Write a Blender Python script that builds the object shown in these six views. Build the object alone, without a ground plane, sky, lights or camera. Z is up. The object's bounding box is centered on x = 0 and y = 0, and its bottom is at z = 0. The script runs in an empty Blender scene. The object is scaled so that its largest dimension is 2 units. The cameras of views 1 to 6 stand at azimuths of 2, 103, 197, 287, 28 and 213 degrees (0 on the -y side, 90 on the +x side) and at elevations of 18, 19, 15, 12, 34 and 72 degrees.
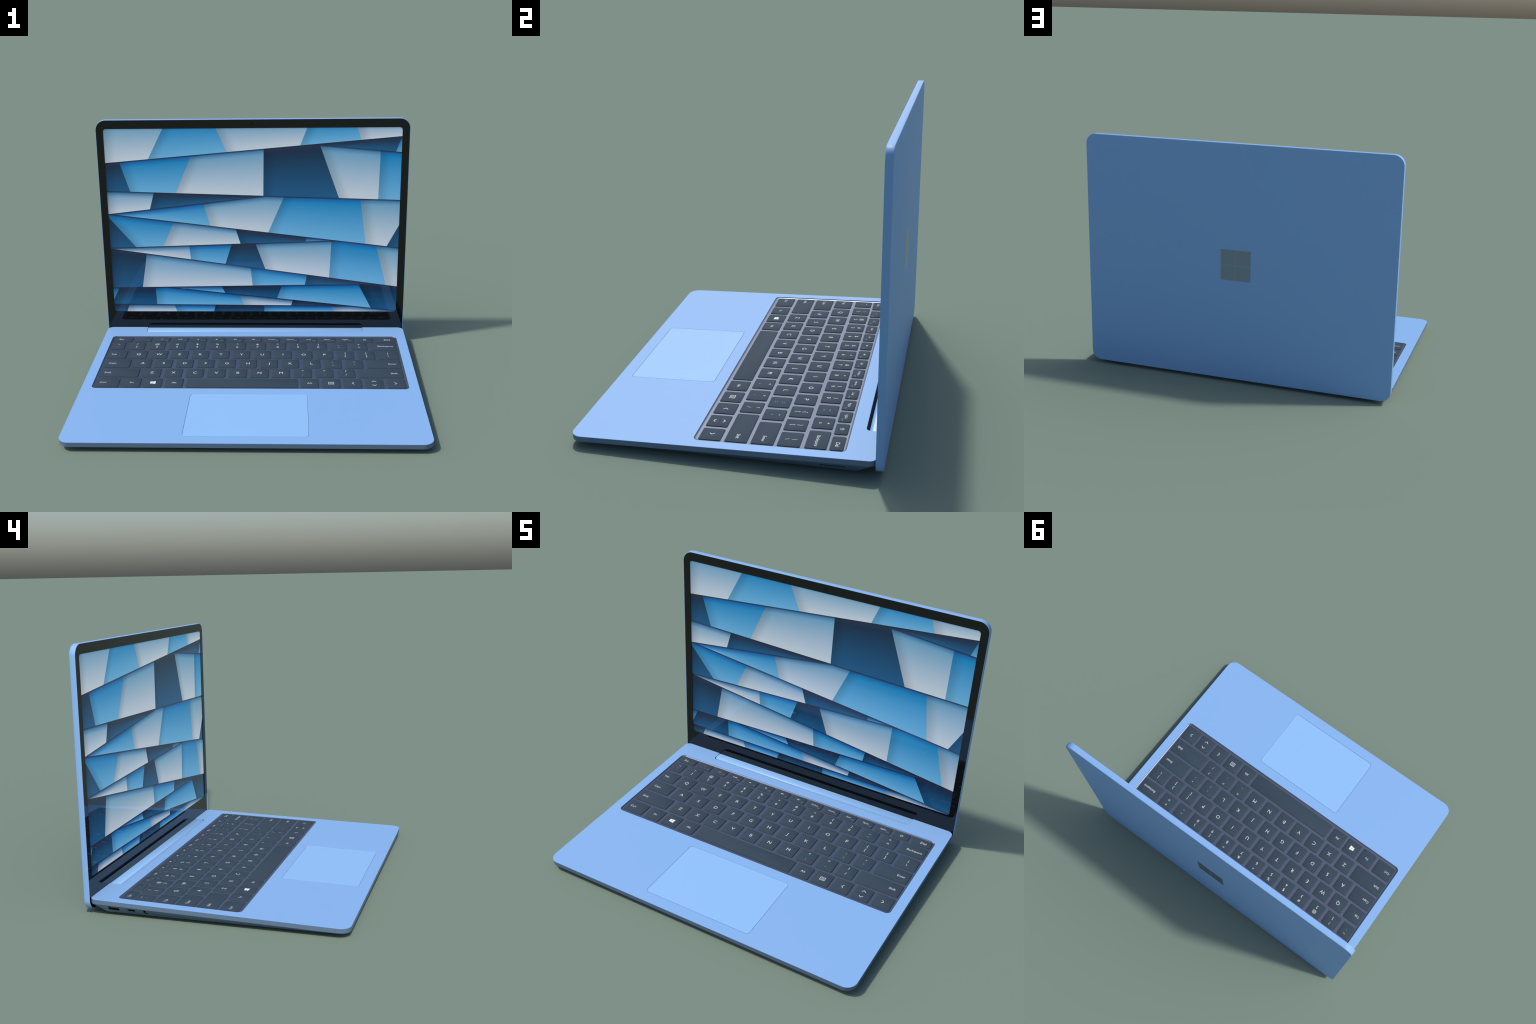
"""Open clamshell laptop in anodised ice blue: wedge base, tilted keyboard deck,
upright lid with a glossy screen.  Metres, z up, front faces -y."""
import bpy, bmesh, math
from mathutils import Vector, Matrix

# ------------------------------------------------------------------ frame
# Deck frame: x across, u along the deck from the front edge, w normal to it.
FRONT_Y, FRONT_Z = -0.757, 0.0544
TILT = math.radians(1.58)
COS, SIN = math.cos(TILT), math.sin(TILT)


def deck(x, u, w=0.0):
    return Vector((x, FRONT_Y + u * COS - w * SIN, FRONT_Z + u * SIN + w * COS))


scene = bpy.context.scene
root = bpy.data.objects.new("laptop", None)
scene.collection.objects.link(root)
root["label"] = "open ice blue laptop with dark keys and geometric wallpaper"
root["category"] = "laptop"


def add(name, mesh, material=None, parent=None, smooth=40):
    ob = bpy.data.objects.new(name, mesh)
    scene.collection.objects.link(ob)
    ob.parent = parent or root
    if material:
        if not mesh.materials:
            mesh.materials.append(material)
        mesh.materials[0] = material
    if smooth:
        mesh.shade_smooth()
        mesh.set_sharp_from_angle(angle=math.radians(smooth))
    return ob


# ------------------------------------------------------------------ outlines
def rounded(points, seg=8):
    """Closed outline through (x, y, radius) corners, each rounded by an arc."""
    out, n = [], len(points)
    for i, (x, y, r) in enumerate(points):
        p = Vector((x, y))
        a = (Vector(points[i - 1][:2]) - p).normalized()
        b = (Vector(points[(i + 1) % n][:2]) - p).normalized()
        if r <= 0:
            out.append(p)
            continue
        half = a.angle(b) / 2
        t, c = r / math.tan(half), p + (a + b).normalized() * (r / math.sin(half))
        s, e = p + a * t - c, p + b * t - c
        turn = s.angle_signed(e)
        for k in range(seg + 1):
            ang = -turn * k / seg
            out.append(c + Matrix.Rotation(ang, 2) @ s)
    return out


def rect(x0, x1, y0, y1, r, seg=8, r_far=None):
    rf = r if r_far is None else r_far
    return rounded([(x0, y0, r), (x1, y0, r), (x1, y1, rf), (x0, y1, rf)], seg)


def loft(rings, cap_first=True, cap_last=True):
    bm = bmesh.new()
    loops = [[bm.verts.new(p) for p in ring] for ring in rings]
    n = len(loops[0])
    for a, b in zip(loops, loops[1:]):
        for i in range(n):
            j = (i + 1) % n
            bm.faces.new((a[i], a[j], b[j], b[i]))
    if cap_first:
        bm.faces.new(loops[0][::-1])
    if cap_last:
        bm.faces.new(loops[-1])
    bmesh.ops.recalc_face_normals(bm, faces=bm.faces)
    mesh = bpy.data.meshes.new("part")
    bm.to_mesh(mesh)
    bm.free()
    return mesh


def plate(outlines, thickness, bevel=0.0):
    """Flat plate (local z = 0 is its top) from an outline and holes."""
    cu = bpy.data.curves.new("plate", "CURVE")
    cu.dimensions, cu.fill_mode = "2D", "BOTH"
    cu.bevel_depth, cu.bevel_resolution, cu.offset = bevel, 2, -bevel
    cu.extrude = thickness / 2 - bevel
    for pts in outlines:
        sp = cu.splines.new("POLY")
        sp.points.add(len(pts) - 1)
        for q, p in zip(sp.points, pts):
            q.co = (p[0], p[1], 0, 1)
        sp.use_cyclic_u = True
    ob = bpy.data.objects.new("plate", cu)
    scene.collection.objects.link(ob)
    mesh = bpy.data.meshes.new_from_object(ob.evaluated_get(bpy.context.evaluated_depsgraph_get()))
    bpy.data.objects.remove(ob)
    bpy.data.curves.remove(cu)
    mesh.transform(Matrix.Translation((0, 0, -thickness / 2)))
    return mesh


def on_deck(ob, x, u, w):
    ob.location = deck(x, u, w)
    ob.rotation_euler = (TILT, 0, 0)
    return ob


def prism(outline, w0, w1):
    return loft([[deck(p[0], p[1], w) for p in outline] for w in (w0, w1)])


def cut(ob, meshes):
    for mesh in meshes:
        tool = bpy.data.objects.new("tool", mesh)
        scene.collection.objects.link(tool)
        mod = ob.modifiers.new("cut", "BOOLEAN")
        mod.operation, mod.solver, mod.object = "DIFFERENCE", "EXACT", tool
        new = bpy.data.meshes.new_from_object(ob.evaluated_get(bpy.context.evaluated_depsgraph_get()))
        ob.modifiers.clear()
        old, ob.data = ob.data, new
        bpy.data.meshes.remove(old)
        bpy.data.objects.remove(tool)
        bpy.data.meshes.remove(mesh)
    ob.data.shade_smooth()
    ob.data.set_sharp_from_angle(angle=math.radians(30))


# ------------------------------------------------------------------ materials
def srgb(r, g, b):
    return tuple(((c / 255 + 0.055) / 1.055) ** 2.4 if c > 10 else c / 255 / 12.92 for c in (r, g, b)) + (1,)


class Nodes:
    def __init__(self, name):
        self.mat = bpy.data.materials.new(name)
        self.mat.use_nodes = True
        self.tree = self.mat.node_tree
        self.bsdf = self.tree.nodes["Principled BSDF"]

    def new(self, kind, **inputs):
        node = self.tree.nodes.new(kind)
        for k, v in inputs.items():
            self.put(node.inputs[k], v)
        return node

    def put(self, socket, v):
        if isinstance(v, bpy.types.NodeSocket):
            self.tree.links.new(v, socket)
        else:
            socket.default_value = v

    def math(self, op, a, b=0.0, c=None):
        n = self.tree.nodes.new("ShaderNodeMath")
        n.operation = op
        for s, v in zip(n.inputs, (a, b, c if c is not None else 0.0)):
            self.put(s, v)
        return n.outputs[0]

    def mix(self, f, a, b, mode="MIX"):
        n = self.tree.nodes.new("ShaderNodeMix")
        n.data_type, n.blend_type = "RGBA", mode
        self.put(n.inputs[0], f)
        self.put(n.inputs[6], a)
        self.put(n.inputs[7], b)
        return n.outputs[2]

    def step(self, v, lo, hi, a=0.0, b=1.0, smooth=True):
        n = self.tree.nodes.new("ShaderNodeMapRange")
        n.interpolation_type = "SMOOTHSTEP" if smooth else "LINEAR"
        for s, x in zip(n.inputs, (v, lo, hi, a, b)):
            self.put(s, x)
        return n.outputs[0]

    def coords(self):
        return self.new("ShaderNodeTexCoord").outputs["Object"]

    def prop(self, name):
        n = self.tree.nodes.new("ShaderNodeAttribute")
        n.attribute_type, n.attribute_name = "OBJECT", f'["{name}"]'
        return n.outputs["Fac"]


def plain(name, colour, rough, metal=0.0, spec=0.5, grain=0.0, grain_scale=900, vary=0.0):
    m = Nodes(name)
    b = m.bsdf.inputs
    b["Base Color"].default_value = colour
    b["Roughness"].default_value = rough
    b["Metallic"].default_value = metal
    b["Specular IOR Level"].default_value = spec
    if vary or grain:
        noise = m.new("ShaderNodeTexNoise", Vector=m.coords(), Scale=grain_scale, Detail=3.0)
    if vary:
        dark = tuple(c * (1 - vary) for c in colour[:3]) + (1,)
        light = tuple(min(1, c * (1 + vary)) for c in colour[:3]) + (1,)
        m.put(b["Base Color"], m.mix(noise.outputs["Fac"], dark, light))
    if grain:
        bump = m.new("ShaderNodeBump", Height=noise.outputs["Fac"], Strength=grain, Distance=0.001)
        m.put(b["Normal"], bump.outputs["Normal"])
    return m.mat


aluminium = plain("anodised_aluminium", (0.238, 0.436, 0.765, 1), 0.5, 0.0, 0.25, vary=0.03)
paler_blue = plain("paler_blue_satin", (0.275, 0.505, 0.85, 1), 0.38, 0.0, 0.3)  # even blue, slightly paler than the deck, used on the trackpad and the hinge
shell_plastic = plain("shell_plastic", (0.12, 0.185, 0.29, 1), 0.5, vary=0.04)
tray_metal = plain("tray_satin", (0.115, 0.140, 0.200, 1), 0.36, 0.6, 0.6)
key_plastic = plain("key_plastic", (0.040, 0.062, 0.088, 1), 0.7, 0.0, 0.08, vary=0.06)
ink_white = plain("ink_white", (0.62, 0.64, 0.67, 1), 0.6)
ink_bright = plain("ink_bright", (0.88, 0.89, 0.90, 1), 0.6)
ink_grey = plain("ink_grey", (0.26, 0.29, 0.32, 1), 0.6)
ink_faint = plain("ink_faint", (0.12, 0.14, 0.165, 1), 0.6)
groove = plain("key_groove", (0.022, 0.034, 0.050, 1), 0.8, spec=0.05)
black_glass = plain("black_glass", (0.004, 0.004, 0.004, 1), 0.03)
lens_glass = plain("lens_glass", (0.001, 0.0015, 0.003, 1), 0.06, spec=0.4)
mirror_metal = plain("mirror_metal", (0.26, 0.315, 0.47, 1), 0.25, 1.0)
rubber = plain("rubber", (0.02, 0.02, 0.022, 1), 0.8)
port_dark = plain("port_dark", (0.004, 0.004, 0.004, 1), 0.6, spec=0.1)
port_tongue = plain("port_tongue", (0.10, 0.10, 0.09, 1), 0.5)
gold = plain("gold_contact", (0.75, 0.48, 0.12, 1), 0.3, 1.0)

# ------------------------------------------------------------------ base shell
DECK_LEN = 1.483
PLATE = 0.0028
NOTCH_X, NOTCH_U = 0.729, 1.405          # hinge cut-out at the back of the deck
WELL = (0.941, 0.6065, 1.337)            # half width, front u, back u


def shell_ring(inset, w):
    return [deck(p.x, p.y, w) for p in rect(-1 + inset, 1 - inset, inset, DECK_LEN - inset, 0.062, 10, 0.036)]


def belly_w(u):
    return -0.0557 - 0.0222 * (u - 0.1) / 1.3


def belly_ring(grow, lift):
    """Bottom outline: narrower towards the front, drawn in most at the front edge."""
    pts = rounded([(-0.950 - grow, 0.100 - grow, 0.06), (0.950 + grow, 0.100 - grow, 0.06),
                   (0.967 + grow, 1.407 + grow, 0.03), (-0.967 - grow, 1.407 + grow, 0.03)], 10)
    return [deck(p.x, p.y, belly_w(p.y) + lift) for p in pts]


shell = add("base_shell", loft([
    shell_ring(0.0006, -PLATE), shell_ring(0.0, -PLATE - 0.0006), shell_ring(0.0, -0.0272),
    shell_ring(0.0010, -0.0287), belly_ring(0.005, 0.0055), belly_ring(0.0, 0.0015),
    belly_ring(-0.008, 0.0)]), shell_plastic)


def side_slot(y, z, half_y, half_z, r, side):
    """Port cutter: a rounded slot pushed into the shell from one side."""
    pts = rect(y - half_y, y + half_y, z - half_z, z + half_z, r, 6)
    return loft([[(side * x, p.x, p.y + SIN * (p.x - y)) for p in pts] for x in (1.02, 0.93)])


cut(shell, [
    prism(rect(-WELL[0] - 0.003, WELL[0] + 0.003, WELL[1] - 0.003, WELL[2] + 0.003, 0.03), 0.01, -0.014),
    prism(rect(-NOTCH_X, NOTCH_X, NOTCH_U, 1.62, 0.022), 0.01, -0.12),
    side_slot(0.584, 0.0450, 0.034, 0.0125, 0.001, -1),
    side_slot(0.479, 0.0418, 0.0235, 0.0070, 0.0068, -1),
    side_slot(0.395, 0.0392, 0.0132, 0.0122, 0.0120, -1),
    side_slot(0.526, 0.0435, 0.059, 0.0038, 0.003, 1),
])


def block(name, size, centre, material, parent, r=0.0008):
    sx, sy, sz = (s / 2 for s in size)
    mesh = loft([[Vector((x, p.x, p.y)) for p in rect(-sy, sy, -sz, sz, r, 3)] for x in (-sx, sx)])
    ob = add(name, mesh, material, parent)
    ob.location = centre
    ob.rotation_euler = (TILT, 0, 0)
    return ob


# what fills the ports: dark plugs set back from the sloping side, with a tongue or contact
DEPTH, FACE = 0.040, 0.953
block("usb_port", (DEPTH, 0.0672, 0.0242), (-FACE, 0.584, 0.0450), port_dark, shell)
block("usb_port", (DEPTH, 0.0560, 0.0080), (-FACE - 0.010, 0.582, 0.0515), port_tongue, shell)
block("usb_port", (DEPTH, 0.0462, 0.0134), (-FACE, 0.479, 0.0418), port_dark, shell, 0.0064)
block("headphone_jack", (DEPTH, 0.0258, 0.0238), (-FACE, 0.395, 0.0392), port_dark, shell, 0.0116)
block("headphone_jack", (DEPTH, 0.0070, 0.0060), (-FACE - 0.002, 0.392, 0.0370), gold, shell)
block("charging_port", (DEPTH, 0.1172, 0.0074), (FACE, 0.526, 0.0435), port_dark, shell, 0.0028)

for u in (0.175, 1.305):                     # rubber feet reach the ground
    for x in (-0.72, 0.72):
        y, top = deck(x, u, belly_w(u)).y, deck(x, u, belly_w(u)).z + 0.002
        ring = [(0.030 * math.cos(a), 0.030 * math.sin(a)) for a in (k * math.tau / 28 for k in range(28))]
        feet = add("rubber_foot", loft([[Vector((px * s, py * s, h)) for px, py in ring]
                                        for s, h in ((0.9, 0.0), (1, min(0.001, top * 0.4)), (1, top))]), rubber, shell)
        feet.location = (x, y, 0.0)

# ------------------------------------------------------------------ deck plate, trackpad, hinge
PAD = (0.3395, 0.0715, 0.5385)
deck_outline = rounded([(-1, 0, 0.062), (1, 0, 0.062), (1, DECK_LEN, 0.036), (NOTCH_X, DECK_LEN, 0.0),
                        (NOTCH_X, NOTCH_U, 0.022), (-NOTCH_X, NOTCH_U, 0.022), (-NOTCH_X, DECK_LEN, 0.0),
                        (-1, DECK_LEN, 0.036)], 10)
well_hole = rect(-WELL[0], WELL[0], WELL[1], WELL[2], 0.028, 10)
GAP = 0.0015
pad_hole = rect(-PAD[0] - GAP, PAD[0] + GAP, PAD[1] - GAP, PAD[2] + GAP, 0.021, 8)
on_deck(add("keyboard_deck", plate([deck_outline, well_hole, pad_hole], PLATE, 0.0011), aluminium), 0, 0, 0)
on_deck(add("trackpad", plate([rect(-PAD[0], PAD[0], PAD[1], PAD[2], 0.0195, 8)], 0.0022, 0.0004), paler_blue),
        0, 0, -0.0002)


def hinge_profile():
    """Round front, running into a flat crown that dips towards the glass."""
    pts = []
    for k in range(19):                      # rounded front, from underneath to the crown
        a = math.radians(270 - 10 * k)
        pts.append((1.4425 + 0.0236 * math.cos(a), -0.0165 + 0.0145 * math.sin(a)))
    pts += [(1.4520, -0.0021), (1.4620, -0.0025), (1.4720, -0.0033), (1.4860, -0.0052), (1.4860, -0.0310)]
    return pts


def hinge_ring(x, scale):
    return [deck(x, 1.4535 + (u - 1.4535) * scale, -0.0165 + (w + 0.0165) * scale) for u, w in hinge_profile()]


add("hinge", loft([hinge_ring(x, k) for x, k in ((-0.7278, 0.96), (-0.7266, 1), (0.7266, 1), (0.7278, 0.96))]), paler_blue)  # paler blue paints in the bright highlight along the barrel

# ------------------------------------------------------------------ keyboard
FLOOR = -0.0063
KEY_TOP = -0.0028


def tray_ring(inset, w):
    return [deck(p.x, p.y, w) for p in rect(-WELL[0] + inset, WELL[0] - inset, WELL[1] + inset, WELL[2] - inset, 0.028, 10)]


add("keyboard_tray", loft([tray_ring(-0.002, -PLATE), tray_ring(0.0004, -0.0011), tray_ring(0.0011, -0.0025), tray_ring(0.0028, -0.0039),
                           tray_ring(0.0054, -0.0051), tray_ring(0.0086, -0.0059), tray_ring(0.0125, FLOOR)],
                          cap_first=False), tray_metal, smooth=60)

key_meshes = {}


def key_mesh(w, d):
    k = (round(w, 4), round(d, 4))
    if k not in key_meshes:
        def ring(inset, z):
            return [Vector((p.x, p.y, z)) for p in rect(-w / 2 + inset, w / 2 - inset, -d / 2 + inset, d / 2 - inset, 0.0075, 5)]
        key_meshes[k] = loft([ring(-0.0006, FLOOR - KEY_TOP - 0.0005), ring(-0.0004, -0.0016), ring(0.0001, -0.0006), ring(0.0011, 0.0)])
    return key_meshes[k]


# legends -----------------------------------------------------------
def text_mesh(body, cap, widen=1.0, bold=0.0):
    cu = bpy.data.curves.new("legend", "FONT")
    cu.body, cu.size, cu.align_x, cu.offset, cu.resolution_u = body, 1.0, "CENTER", bold, 3
    ob = bpy.data.objects.new("legend", cu)
    scene.collection.objects.link(ob)
    mesh = bpy.data.meshes.new_from_object(ob.evaluated_get(bpy.context.evaluated_depsgraph_get()))
    bpy.data.objects.remove(ob)
    bpy.data.curves.remove(cu)
    return mesh, cap


def measure(body):
    mesh, _ = text_mesh(body, 1)
    ys = [v.co.y for v in mesh.vertices]
    bpy.data.meshes.remove(mesh)
    return max(ys) - min(ys)


CAP = measure("H")


class Legend:
    """Collects text and icon shapes of one key into a flat mesh of ink."""

    def __init__(self):
        self.bm = bmesh.new()

    def text(self, body, x, y, cap, slot=0, widen=1.0):
        mesh, _ = text_mesh(body, cap)
        s = cap / CAP
        xs = [v.co.x for v in mesh.vertices]
        mid = (max(xs) + min(xs)) / 2
        mesh.transform(Matrix.Translation((x, y, 0)) @ Matrix.Diagonal((s * widen, s, 1, 1)) @ Matrix.Translation((-mid, -CAP / 2, 0)))
        self.take(mesh, slot)

    def take(self, mesh, slot):
        for p in mesh.polygons:
            p.material_index = slot
        self.bm.from_mesh(mesh)
        bpy.data.meshes.remove(mesh)

    def poly(self, pts, x, y, s=1.0, slot=0):
        f = self.bm.faces.new([self.bm.verts.new((x + px * s, y + py * s, 0)) for px, py in pts])
        f.material_index = slot
        if f.normal.z < 0 or f.calc_area() and sum(a[0] * b[1] - b[0] * a[1] for a, b in zip(pts, pts[1:] + pts[:1])) < 0:
            f.normal_flip()

    def box(self, x0, x1, y0, y1, x, y, s=1.0, slot=0):
        self.poly([(x0, y0), (x1, y0), (x1, y1), (x0, y1)], x, y, s, slot)

    def stroke(self, a, b, t, x, y, s=1.0, slot=0):
        a, b = Vector(a), Vector(b)
        n = (b - a).normalized().orthogonal() * (t / 2)
        self.poly([tuple(a - n), tuple(b - n), tuple(b + n), tuple(a + n)], x, y, s, slot)

    def arc(self, cx, cy, r, t, a0, a1, x, y, s=1.0, slot=0, n=14):
        ang = [math.radians(a0 + (a1 - a0) * k / n) for k in range(n + 1)]
        for p, q in zip(ang, ang[1:]):
            self.poly([(cx + (r - t / 2) * math.cos(p), cy + (r - t / 2) * math.sin(p)),
                       (cx + (r + t / 2) * math.cos(p), cy + (r + t / 2) * math.sin(p)),
                       (cx + (r + t / 2) * math.cos(q), cy + (r + t / 2) * math.sin(q)),
                       (cx + (r - t / 2) * math.cos(q), cy + (r - t / 2) * math.sin(q))], x, y, s, slot)

    def finish(self, key):
        if not self.bm.faces:
            self.bm.free()
            return
        bmesh.ops.recalc_face_normals(self.bm, faces=self.bm.faces)
        for f in self.bm.faces:
            f.normal_update()
            if f.normal.z < 0:
                f.normal_flip()
        mesh = bpy.data.meshes.new("key_legend")
        self.bm.to_mesh(mesh)
        self.bm.free()
        ob = add("key_legend", mesh, ink_white, key, smooth=0)
        mesh.materials.append(ink_grey)
        mesh.materials.append(ink_faint)
        mesh.materials.append(groove)
        mesh.materials.append(ink_bright)
        ob.location = (0, 0, 0.0003)


def icon_window(L, x, y):                    # four leaning panes
    for sx in (-1, 1):
        for sy in (-1, 1):
            def edge(px):                    # perspective: right side taller
                return 0.0135 + 0.0022 * (px / 0.0165)
            xs = sorted((sx * 0.0008, sx * 0.0165))
            ys = [(px, sy * 0.0007) for px in xs] + [(px, sy * edge(px)) for px in xs[::-1]]
            L.poly(ys, x, y, slot=4)


def icon_menu(L, x, y):
    for a in ((-0.0165, 0.0165, 0.0115, 0.0145), (-0.0165, 0.0165, -0.0145, -0.0115),
              (-0.0165, -0.0135, -0.0115, 0.0115), (0.0135, 0.0165, -0.0115, 0.0115)):
        L.box(*a, x, y)
    for h in (-0.006, 0.0, 0.006):
        L.box(-0.0095, 0.0095, h - 0.0010, h + 0.0010, x, y)


def icon_chevron(L, x, y, turn, s=1.0):
    c, n = math.cos(turn), math.sin(turn)

    def rot(p):
        return (p[0] * c - p[1] * n, p[0] * n + p[1] * c)
    L.poly([rot(p) for p in ((-0.0135, -0.0075), (-0.0115, -0.0105), (0, -0.0005), (0.0115, -0.0105), (0.0135, -0.0075), (0, 0.0045))], x, y, s)


def icon_sun(L, x, y, s, slot):
    L.arc(0, 0, 0.0032, 0.0014, 0, 360, x, y, s, slot)
    for k in range(8):
        a = k * math.tau / 8
        L.stroke((0.0058 * math.cos(a), 0.0058 * math.sin(a)), (0.0088 * math.cos(a), 0.0088 * math.sin(a)), 0.0016, x, y, s, slot)


def icon_speaker(L, x, y, waves):
    L.poly([(-0.0085, -0.003), (-0.005, -0.003), (0.0, -0.007), (0.0, 0.007), (-0.005, 0.003), (-0.0085, 0.003)], x, y)
    for k in range(waves):
        L.arc(-0.001, 0, 0.0055 + 0.004 * k, 0.0014, -50, 50, x, y)


def icon_play(L, x, y):
    L.poly([(-0.013, -0.006), (-0.004, 0.0), (-0.013, 0.006)], x, y)
    L.box(0.001, 0.0035, -0.0055, 0.0055, x, y)
    L.poly([(0.005, -0.006), (0.011, 0.0), (0.005, 0.006)], x, y)
    L.box(0.0115, 0.0135, -0.0055, 0.0055, x, y)


def icon_backlight(L, x, y):
    L.box(-0.0075, 0.0075, -0.006, -0.0015, x, y)
    for k in range(5):
        a = math.radians(20 + 35 * k)
        L.stroke((0.008 * math.cos(a), -0.001 + 0.0045 * math.sin(a)), (0.0125 * math.cos(a), -0.001 + 0.0085 * math.sin(a)), 0.0018, x, y)


def icon_power(L, x, y):
    L.arc(0, 0, 0.0085, 0.0022, 0, 360, x, y, n=24)
    L.box(-0.001, 0.001, -0.0015, 0.0055, x, y)


BIG, MID, SMALL, TINY = 0.0245, 0.0205, 0.0165, 0.0095


def key(x0, x1, u0, u1, draw=None):
    w, d = x1 - x0, u1 - u0
    ob = on_deck(add("key", key_mesh(w, d), key_plastic), (x0 + x1) / 2, (u0 + u1) / 2, KEY_TOP)
    if draw:
        L = Legend()
        draw(L, w, d)
        L.finish(ob)
    return ob


def letter(ch):
    return lambda L, w, d: L.text(ch, 0, 0.002, BIG)


def pair(upper, lower, hi=0.024, lo=-0.0155, cap=MID):
    def draw(L, w, d):
        L.text(upper, 0, hi, cap)
        L.text(lower, 0, lo, cap)
        if lower == "1":                     # this figure one has a flag and a foot
            L.box(-0.0050, 0.0050, -0.0008, 0.0012, 0, lo - cap / 2)
            L.stroke((-0.0050, -0.0030), (0.0, 0.0), 0.0018, 0, lo + cap / 2)
    return draw


def word(body, frac=0.5, cap=SMALL):
    return lambda L, w, d: L.text(body, (frac - 0.5) * w, 0.0, cap)


def function(number, icon):
    def draw(L, w, d):
        icon(L, -0.003, 0.003)
        L.text(f"F{number}", 0.031, -0.0135, TINY, 1)
    return draw


def named(body):
    return lambda L, x, y: L.text(body, x, y, 0.0125)


def run(u0, u1, start, pitch, width, draws):
    for i, draw in enumerate(draws):
        key(start + i * pitch, start + i * pitch + width, u0, u1, draw)


LEFT, RIGHT = -0.9245, 0.9250
# function row
u0, u1 = 1.2575, 1.3215
key(LEFT, -0.8024, u0, u1, word("Esc", 0.39))
run(u0, u1, -0.7757, 0.1213, 0.0995, [
    function(1, lambda L, x, y: icon_sun(L, x, y, 1.0, 2)), function(2, lambda L, x, y: icon_sun(L, x, y, 1.35, 1)),
    function(3, icon_play), function(4, lambda L, x, y: icon_speaker(L, x, y, 0)),
    function(5, lambda L, x, y: icon_speaker(L, x, y, 1)), function(6, lambda L, x, y: icon_speaker(L, x, y, 2)),
    function(7, icon_backlight), function(8, named("PrtScn")), function(9, named("Home")), function(10, named("End")),
    function(11, named("PgUp")), function(12, named("PgDn")), lambda L, w, d: icon_power(L, 0, 0.001)])
key(0.8013, RIGHT, u0, u1, word("Del", 0.6, 0.0195))
# number row
u0, u1 = 1.1405, 1.2435
key(LEFT, -0.8387, u0, u1, pair("~", "`"))
run(u0, u1, -0.8120, 0.1313, 0.1055, [pair(a, b) for a, b in zip("!@#$%^&*()_+", "1234567890-=")])
key(0.7629, RIGHT, u0, u1, word("Backspace", 0.57, 0.0165))
# letter rows
u0, u1 = 1.0105, 1.1190
key(LEFT, -0.8053, u0, u1, word("Tab", 0.31))
run(u0, u1, -0.7815, 0.1319, 0.1065, [letter(c) for c in "QWERTYUIOP"] + [pair("{", "[", 0.022, -0.0155), pair("}", "]", 0.022, -0.0155)])
key(0.7966, RIGHT, u0, u1, pair("|", "\\", 0.023, -0.0155))
u0, u1 = 0.8840, 0.9935
key(LEFT, -0.7613, u0, u1, word("Caps", 0.31))
run(u0, u1, -0.7360, 0.1321, 0.1065, [letter(c) for c in "ASDFGHJKL"] + [pair(":", ";", 0.022, -0.0155, 0.019), pair('"', "'", 0.018, -0.020, 0.019)])
key(0.7166, RIGHT, u0, u1, word("Enter", 0.765))
u0, u1 = 0.7570, 0.8660
key(LEFT, -0.6868, u0, u1, word("Shift", 0.19))
run(u0, u1, -0.6600, 0.1319, 0.1075, [letter(c) for c in "ZXCVBNM"] + [pair("<", ",", 0.032, -0.015, 0.019), pair(">", ".", 0.032, -0.015, 0.019), pair("?", "/", 0.029, -0.018)])
key(0.6546, RIGHT, u0, u1, word("Shift", 0.805))
# bottom row
u0, u1 = 0.6285, 0.7370


def arrow(turn):
    return lambda L, w, d: icon_chevron(L, 0, 0, turn)


key(LEFT, -0.7866, u0, u1, word("Ctrl", 0.29))
key(-0.7641, -0.6565, u0, u1, word("Fn"))
key(-0.6365, -0.5285, u0, u1, lambda L, w, d: icon_window(L, 0, 0))
key(-0.5090, -0.4014, u0, u1, word("Alt"))
key(-0.3785, 0.2835, u0, u1)
key(0.3030, 0.4100, u0, u1, word("Alt"))
key(0.4308, 0.5385, u0, u1, lambda L, w, d: icon_menu(L, 0, 0))
key(0.5575, 0.6655, u0, u1, arrow(math.pi / 2))


def up_down(L, w, d):                         # two half keys split by a fine groove
    icon_chevron(L, 0, 0.029, 0)
    icon_chevron(L, 0, -0.026, math.pi)
    L.box(-w / 2 + 0.0015, w / 2 - 0.0015, -0.0005, 0.0005, 0, 0.002, slot=3)


key(0.6864, 0.7944, u0, u1, up_down)
key(0.8170, RIGHT, u0, u1, arrow(-math.pi / 2))

# ------------------------------------------------------------------ lid
LID_FRONT, LID_BACK = 0.7212, 0.7568
LID_LOW, LID_HIGH = 0.0200, 1.5165


def lid_ring(inset, y):
    return [Vector((p.x, y, p.y)) for p in rect(-1 + inset, 1 - inset, LID_LOW + inset, LID_HIGH - inset, 0.064 - inset * 0.5, 12)]


lid = add("lid", loft([lid_ring(0.0060, LID_FRONT + 0.0108), lid_ring(0.0024, LID_FRONT + 0.0108), lid_ring(0.0020, LID_FRONT + 0.0003),
                       lid_ring(0.0006, LID_FRONT + 0.0006), lid_ring(0.0, LID_FRONT + 0.0018), lid_ring(0.0, LID_BACK - 0.0032),
                       lid_ring(0.0004, LID_BACK - 0.0015), lid_ring(0.0014, LID_BACK - 0.0004), lid_ring(0.0032, LID_BACK)]),
          aluminium, smooth=50)

# logo: four square inlays on the back
for x in (-0.0491, 0.0491):
    for z in (0.7187, 0.8169):
        pane = add("logo_pane", plate([rect(-0.0482, 0.0482, -0.0482, 0.0482, 0.0004, 1)], 0.0010, 0.0001), mirror_metal, lid)
        pane.rotation_euler = (-math.pi / 2, 0, 0)
        pane.location = (x, LID_BACK + 0.0003, z)

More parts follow.
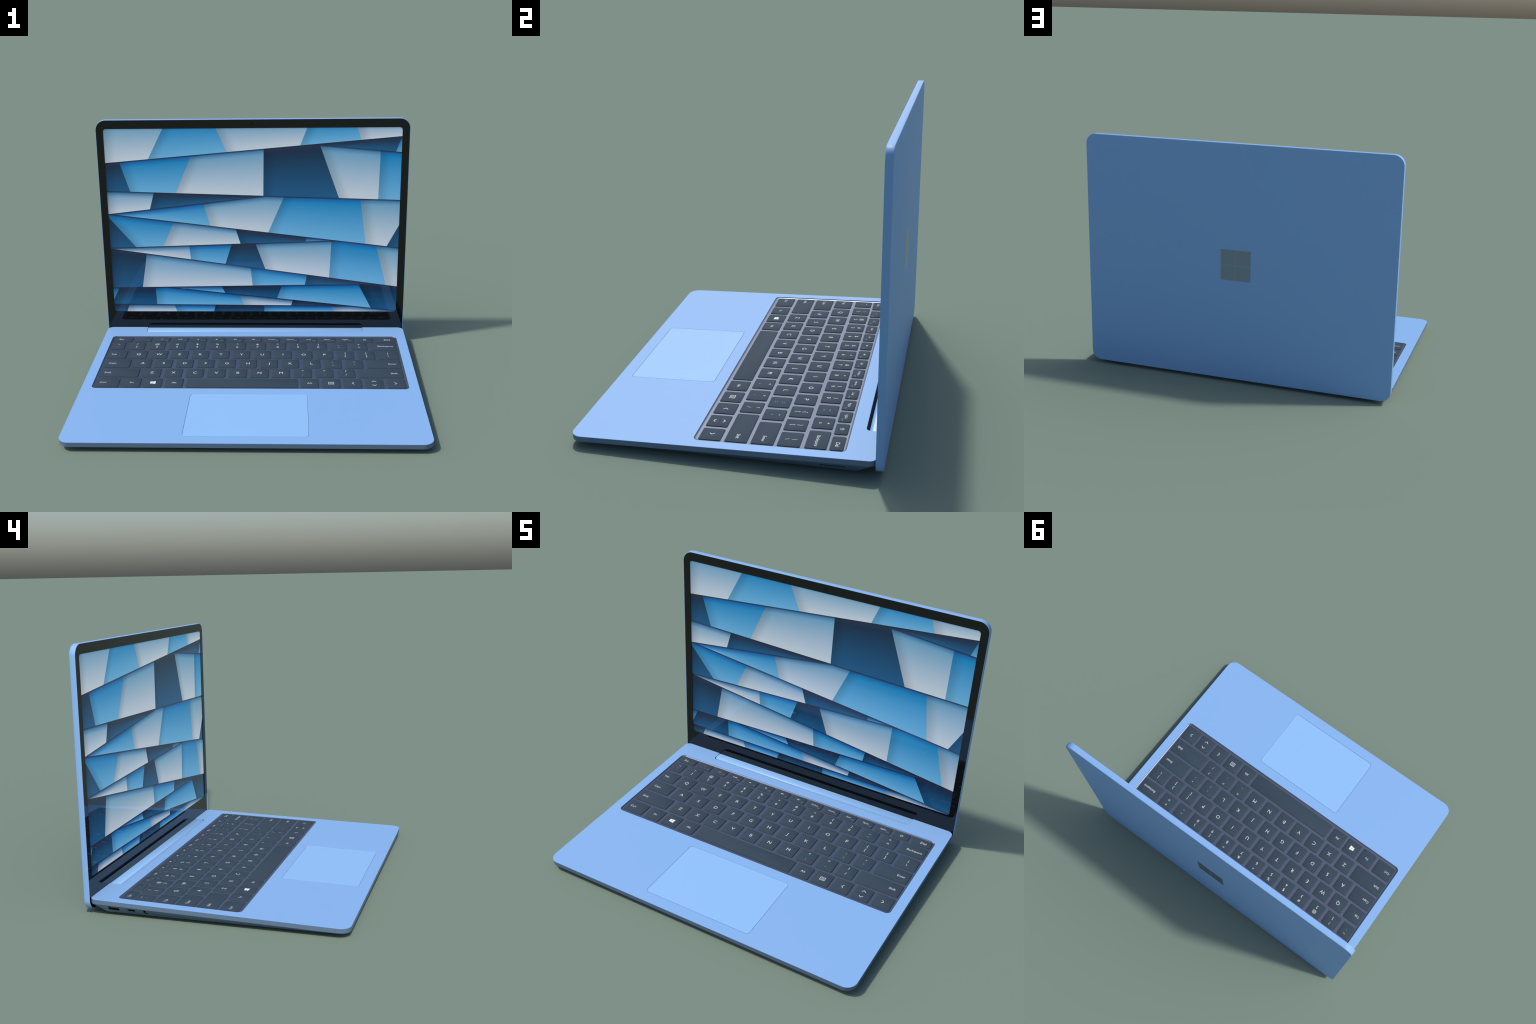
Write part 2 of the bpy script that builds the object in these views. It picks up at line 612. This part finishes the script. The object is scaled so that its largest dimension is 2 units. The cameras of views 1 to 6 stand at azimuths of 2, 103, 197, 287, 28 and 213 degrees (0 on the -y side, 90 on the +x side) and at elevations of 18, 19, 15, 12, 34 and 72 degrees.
# ------------------------------------------------------------------ screen
RIM_Y = LID_FRONT + 0.0014                # surround along the top and sides
CHIN_Y = LID_FRONT + 0.0050               # black strip under the display
LEAN = 0.0042                             # the display leans back towards its lower edge
SX, SZ0, SZ1, SR = 0.9515, 0.2098, 1.4595, 0.018
LEG = SZ0 + SR                            # the surround's legs end where the display corner curves
OUT, TOP = 0.9975, LID_HIGH - 0.0025


def display_y(z):
    return LID_FRONT + 0.0030 + (1.46 - z) * LEAN


def upright(name, outline, y, thick):
    ob = add(name, plate([outline], thick), black_glass, smooth=0)
    ob.rotation_euler = (math.pi / 2, 0, 0)
    ob.location = (0, y, 0)
    return ob


upright("screen_bezel", rounded([(-OUT, LEG, 0), (-SX, LEG, 0), (-SX, SZ1, SR), (SX, SZ1, SR), (SX, LEG, 0), (OUT, LEG, 0),
                                 (OUT, TOP, 0.062), (-OUT, TOP, 0.062)], 10), RIM_Y, 0.0060)
chin = rounded([(OUT, LEG, 0), (OUT, LID_LOW + 0.0025, 0.062), (-OUT, LID_LOW + 0.0025, 0.062), (-OUT, LEG, 0),
                (-SX, LEG, 0), (-SX, SZ0, SR - 1e-4), (SX, SZ0, SR - 1e-4), (SX, LEG, 0)], 10)
upright("screen_chin", chin, CHIN_Y, 0.0045)


def disc(name, x, z, r, material, proud=0.0002, n=24):
    pts = [Vector((r * math.cos(k * math.tau / n), r * math.sin(k * math.tau / n))) for k in range(n)]
    ob = add(name, plate([pts], 0.0006), material, root, smooth=0)
    ob.rotation_euler = (math.pi / 2, 0, 0)
    ob.location = (x, RIM_Y - proud, z)


disc("webcam", 0.0, 1.4890, 0.0110, lens_glass)
disc("microphone_hole", -0.258, 1.4860, 0.0035, lens_glass)
disc("microphone_hole", 0.258, 1.4860, 0.0035, lens_glass)

# wallpaper: overlapping paper strips, each cut into slanted tiles.  A strip hangs
# below one or two straight edges (its ceiling) down to the next edge (its floor).
EDGE = {                                     # z at the left and right screen border
    "top": (1.4950, 1.4950), "A": (1.2399, 1.4032), "B": (1.4850, 1.3014), "C": (1.0550, 0.9880),
    "D": (0.8989, 1.1194), "E": (0.9001, 0.6651), "F": (0.6664, 0.7275), "G": (0.6608, 0.3932),
    "H": (0.3862, 0.4137), "I": (0.4304, 0.2223), "J": (0.2685, 0.2522), "low": (0.2100, 0.2100)}


def line(name):
    zl, zr = EDGE[name]
    return (zr - zl) / (2 * 0.951), (zr + zl) / 2   # slope, height at x = 0


PALE, SKY, NAVY = "pale", "sky", "navy"
STRIPS = [  # ceiling edges, floor edge, first colour, then (x, z) (x, z) of each cut and the next colour
    (("top",), "A", PALE, (-.571, 1.459, -.672, 1.264, SKY), (-.230, 1.458, -.163, 1.311, PALE),
     (.350, 1.458, .306, 1.348, SKY), (.668, 1.458, .693, 1.383, PALE)),
    (("A",), "B", NAVY, (.949, 1.397, .916, 1.307, SKY)),
    (("A", "B"), "C", NAVY, (-.857, 1.237, -.799, 1.052, SKY), (-.400, 1.274, -.498, 1.042, PALE),
     (.073, 1.323, .068, 1.020, NAVY), (.433, 1.347, .557, 1.003, PALE), (.817, 1.312, .810, .995, SKY)),
    (("C",), "D", PALE, (-.646, 1.039, -.675, .933, NAVY)),
    (("C", "D"), "E", SKY, (-.327, .974, -.283, .827, PALE), (.202, 1.012, .100, .776, SKY),
     (.697, .990, .736, .693, PALE), (.951, .819, .875, .676, NAVY)),
    (("E",), "F", NAVY, (-.950, .875, -.780, .672, SKY), (-.526, .837, -.595, .679, PALE),
     (-.117, .796, -.087, .696, NAVY), (.347, .732, .343, .708, SKY)),
    (("E", "F"), "G", PALE, (-.426, .678, -.419, .589, SKY), (-.146, .686, -.188, .556, NAVY),
     (.015, .688, .076, .518, PALE), (.512, .705, .500, .458, SKY), (.807, .670, .875, .408, PALE)),
    (("G",), "H", NAVY, (-.712, .623, -.750, .392, PALE), (-.022, .527, -.011, .403, SKY), (.352, .470, .339, .406, NAVY)),
    (("G", "H"), "I", SKY, (-.218, .395, -.198, .351, NAVY), (.183, .395, .154, .311, SKY), (.698, .401, .779, .245, NAVY)),
    (("H", "I"), "J", SKY, (-.910, .385, -.948, .304, NAVY), (-.665, .387, -.659, .272, SKY),
     (-.099, .332, -.071, .264, PALE), (.259, .296, .247, .258, NAVY)),
    (("I", "J"), "low", NAVY, (-.849, .265, -.865, .216, PALE), (-.541, .261, -.526, .215, SKY),
     (-.263, .260, -.274, .215, NAVY), (.067, .254, .066, .213, SKY), (.519, .246, .535, .215, PALE)),
]
SCREEN_GLOW = 0.5
GROW_Z, SHIFT_Z = 1.0026, -0.0046         # print edges above are listed on the lid's front plane


def wallpaper(name, top, bottom, shade):
    """Printed strip: light at its lower edge, dimmer towards the strip above."""
    m = Nodes(name)
    xyz = m.new("ShaderNodeSeparateXYZ", Vector=m.coords()).outputs
    x, z = xyz["X"], xyz["Z"]
    ceil = m.math("MINIMUM", m.math("MULTIPLY_ADD", x, m.prop("ceiling_slope"), m.prop("ceiling_rise")),
                  m.math("MULTIPLY_ADD", x, m.prop("second_slope"), m.prop("second_rise")))
    floor = m.math("MULTIPLY_ADD", x, m.prop("floor_slope"), m.prop("floor_rise"))
    depth = m.math("SUBTRACT", ceil, z)
    part = m.math("DIVIDE", depth, m.math("MAXIMUM", m.math("SUBTRACT", ceil, floor), 0.02))
    side = m.math("SUBTRACT", x, m.math("MULTIPLY_ADD", z, m.prop("side_slope"), m.prop("side_rise")))
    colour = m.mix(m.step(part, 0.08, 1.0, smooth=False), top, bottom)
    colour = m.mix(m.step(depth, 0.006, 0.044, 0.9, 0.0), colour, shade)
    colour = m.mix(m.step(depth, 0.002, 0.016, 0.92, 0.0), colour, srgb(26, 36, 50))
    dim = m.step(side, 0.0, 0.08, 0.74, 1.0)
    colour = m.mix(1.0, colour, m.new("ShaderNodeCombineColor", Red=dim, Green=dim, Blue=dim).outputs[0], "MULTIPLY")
    m.put(m.bsdf.inputs["Base Color"], colour)
    m.put(m.bsdf.inputs["Emission Color"], colour)
    m.bsdf.inputs["Emission Strength"].default_value = SCREEN_GLOW
    m.bsdf.inputs["Roughness"].default_value = 0.03
    return m.mat


paper = {
    PALE: wallpaper("wallpaper_pale", srgb(95, 143, 172), srgb(181, 189, 197), srgb(55, 105, 150)),
    SKY: wallpaper("wallpaper_sky", srgb(4, 116, 168), srgb(97, 159, 196), srgb(22, 88, 150)),
    NAVY: wallpaper("wallpaper_navy", srgb(15, 37, 60), srgb(24, 78, 118), srgb(30, 42, 70)),
}


def clip(poly, a, b, c):
    """Part of a convex polygon where a*x + b*z + c >= 0."""
    out = []
    for p, q in zip(poly, poly[1:] + poly[:1]):
        fp, fq = a * p[0] + b * p[1] + c, a * q[0] + b * q[1] + c
        if fp >= 0:
            out.append(p)
        if fp * fq < 0:
            t = fp / (fp - fq)
            out.append((p[0] + t * (q[0] - p[0]), p[1] + t * (q[1] - p[1])))
    return out


for ceilings, floor, first, *cuts in STRIPS:
    area = [(-0.954, 0.2100), (0.954, 0.2100), (0.954, 1.4660), (-0.954, 1.4660)]
    for name in ceilings:
        s, r = line(name)
        area = clip(area, s, -1, r)
    fs, fr = line(floor)
    area = clip(area, -fs, 1, -fr)
    colours = [first] + [c[4] for c in cuts]
    sides = []
    for x0, z0, x1, z1, _ in cuts:           # x = slope * z + rise
        s = (x1 - x0) / (z1 - z0)
        sides.append((s, x0 - s * z0))
    sides = [(0.0, -9.0)] + sides + [(0.0, 9.0)]
    for i, colour in enumerate(colours):
        (s0, r0), (s1, r1) = sides[i], sides[i + 1]
        tile = clip(clip(area, 1, -s0, -r0), -1, s1, r1)
        if len(tile) < 3:
            continue
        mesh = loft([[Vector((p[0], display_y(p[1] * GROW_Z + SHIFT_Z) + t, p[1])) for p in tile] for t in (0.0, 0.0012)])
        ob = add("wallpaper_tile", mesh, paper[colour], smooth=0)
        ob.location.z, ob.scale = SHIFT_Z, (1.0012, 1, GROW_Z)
        (a, b), (c, d) = line(ceilings[0]), line(ceilings[-1])
        for k, v in {"ceiling_slope": a, "ceiling_rise": b, "second_slope": c, "second_rise": d, "floor_slope": fs,
                     "floor_rise": fr, "side_slope": s0, "side_rise": r0 if i else -SX}.items():
            ob[k] = float(v)
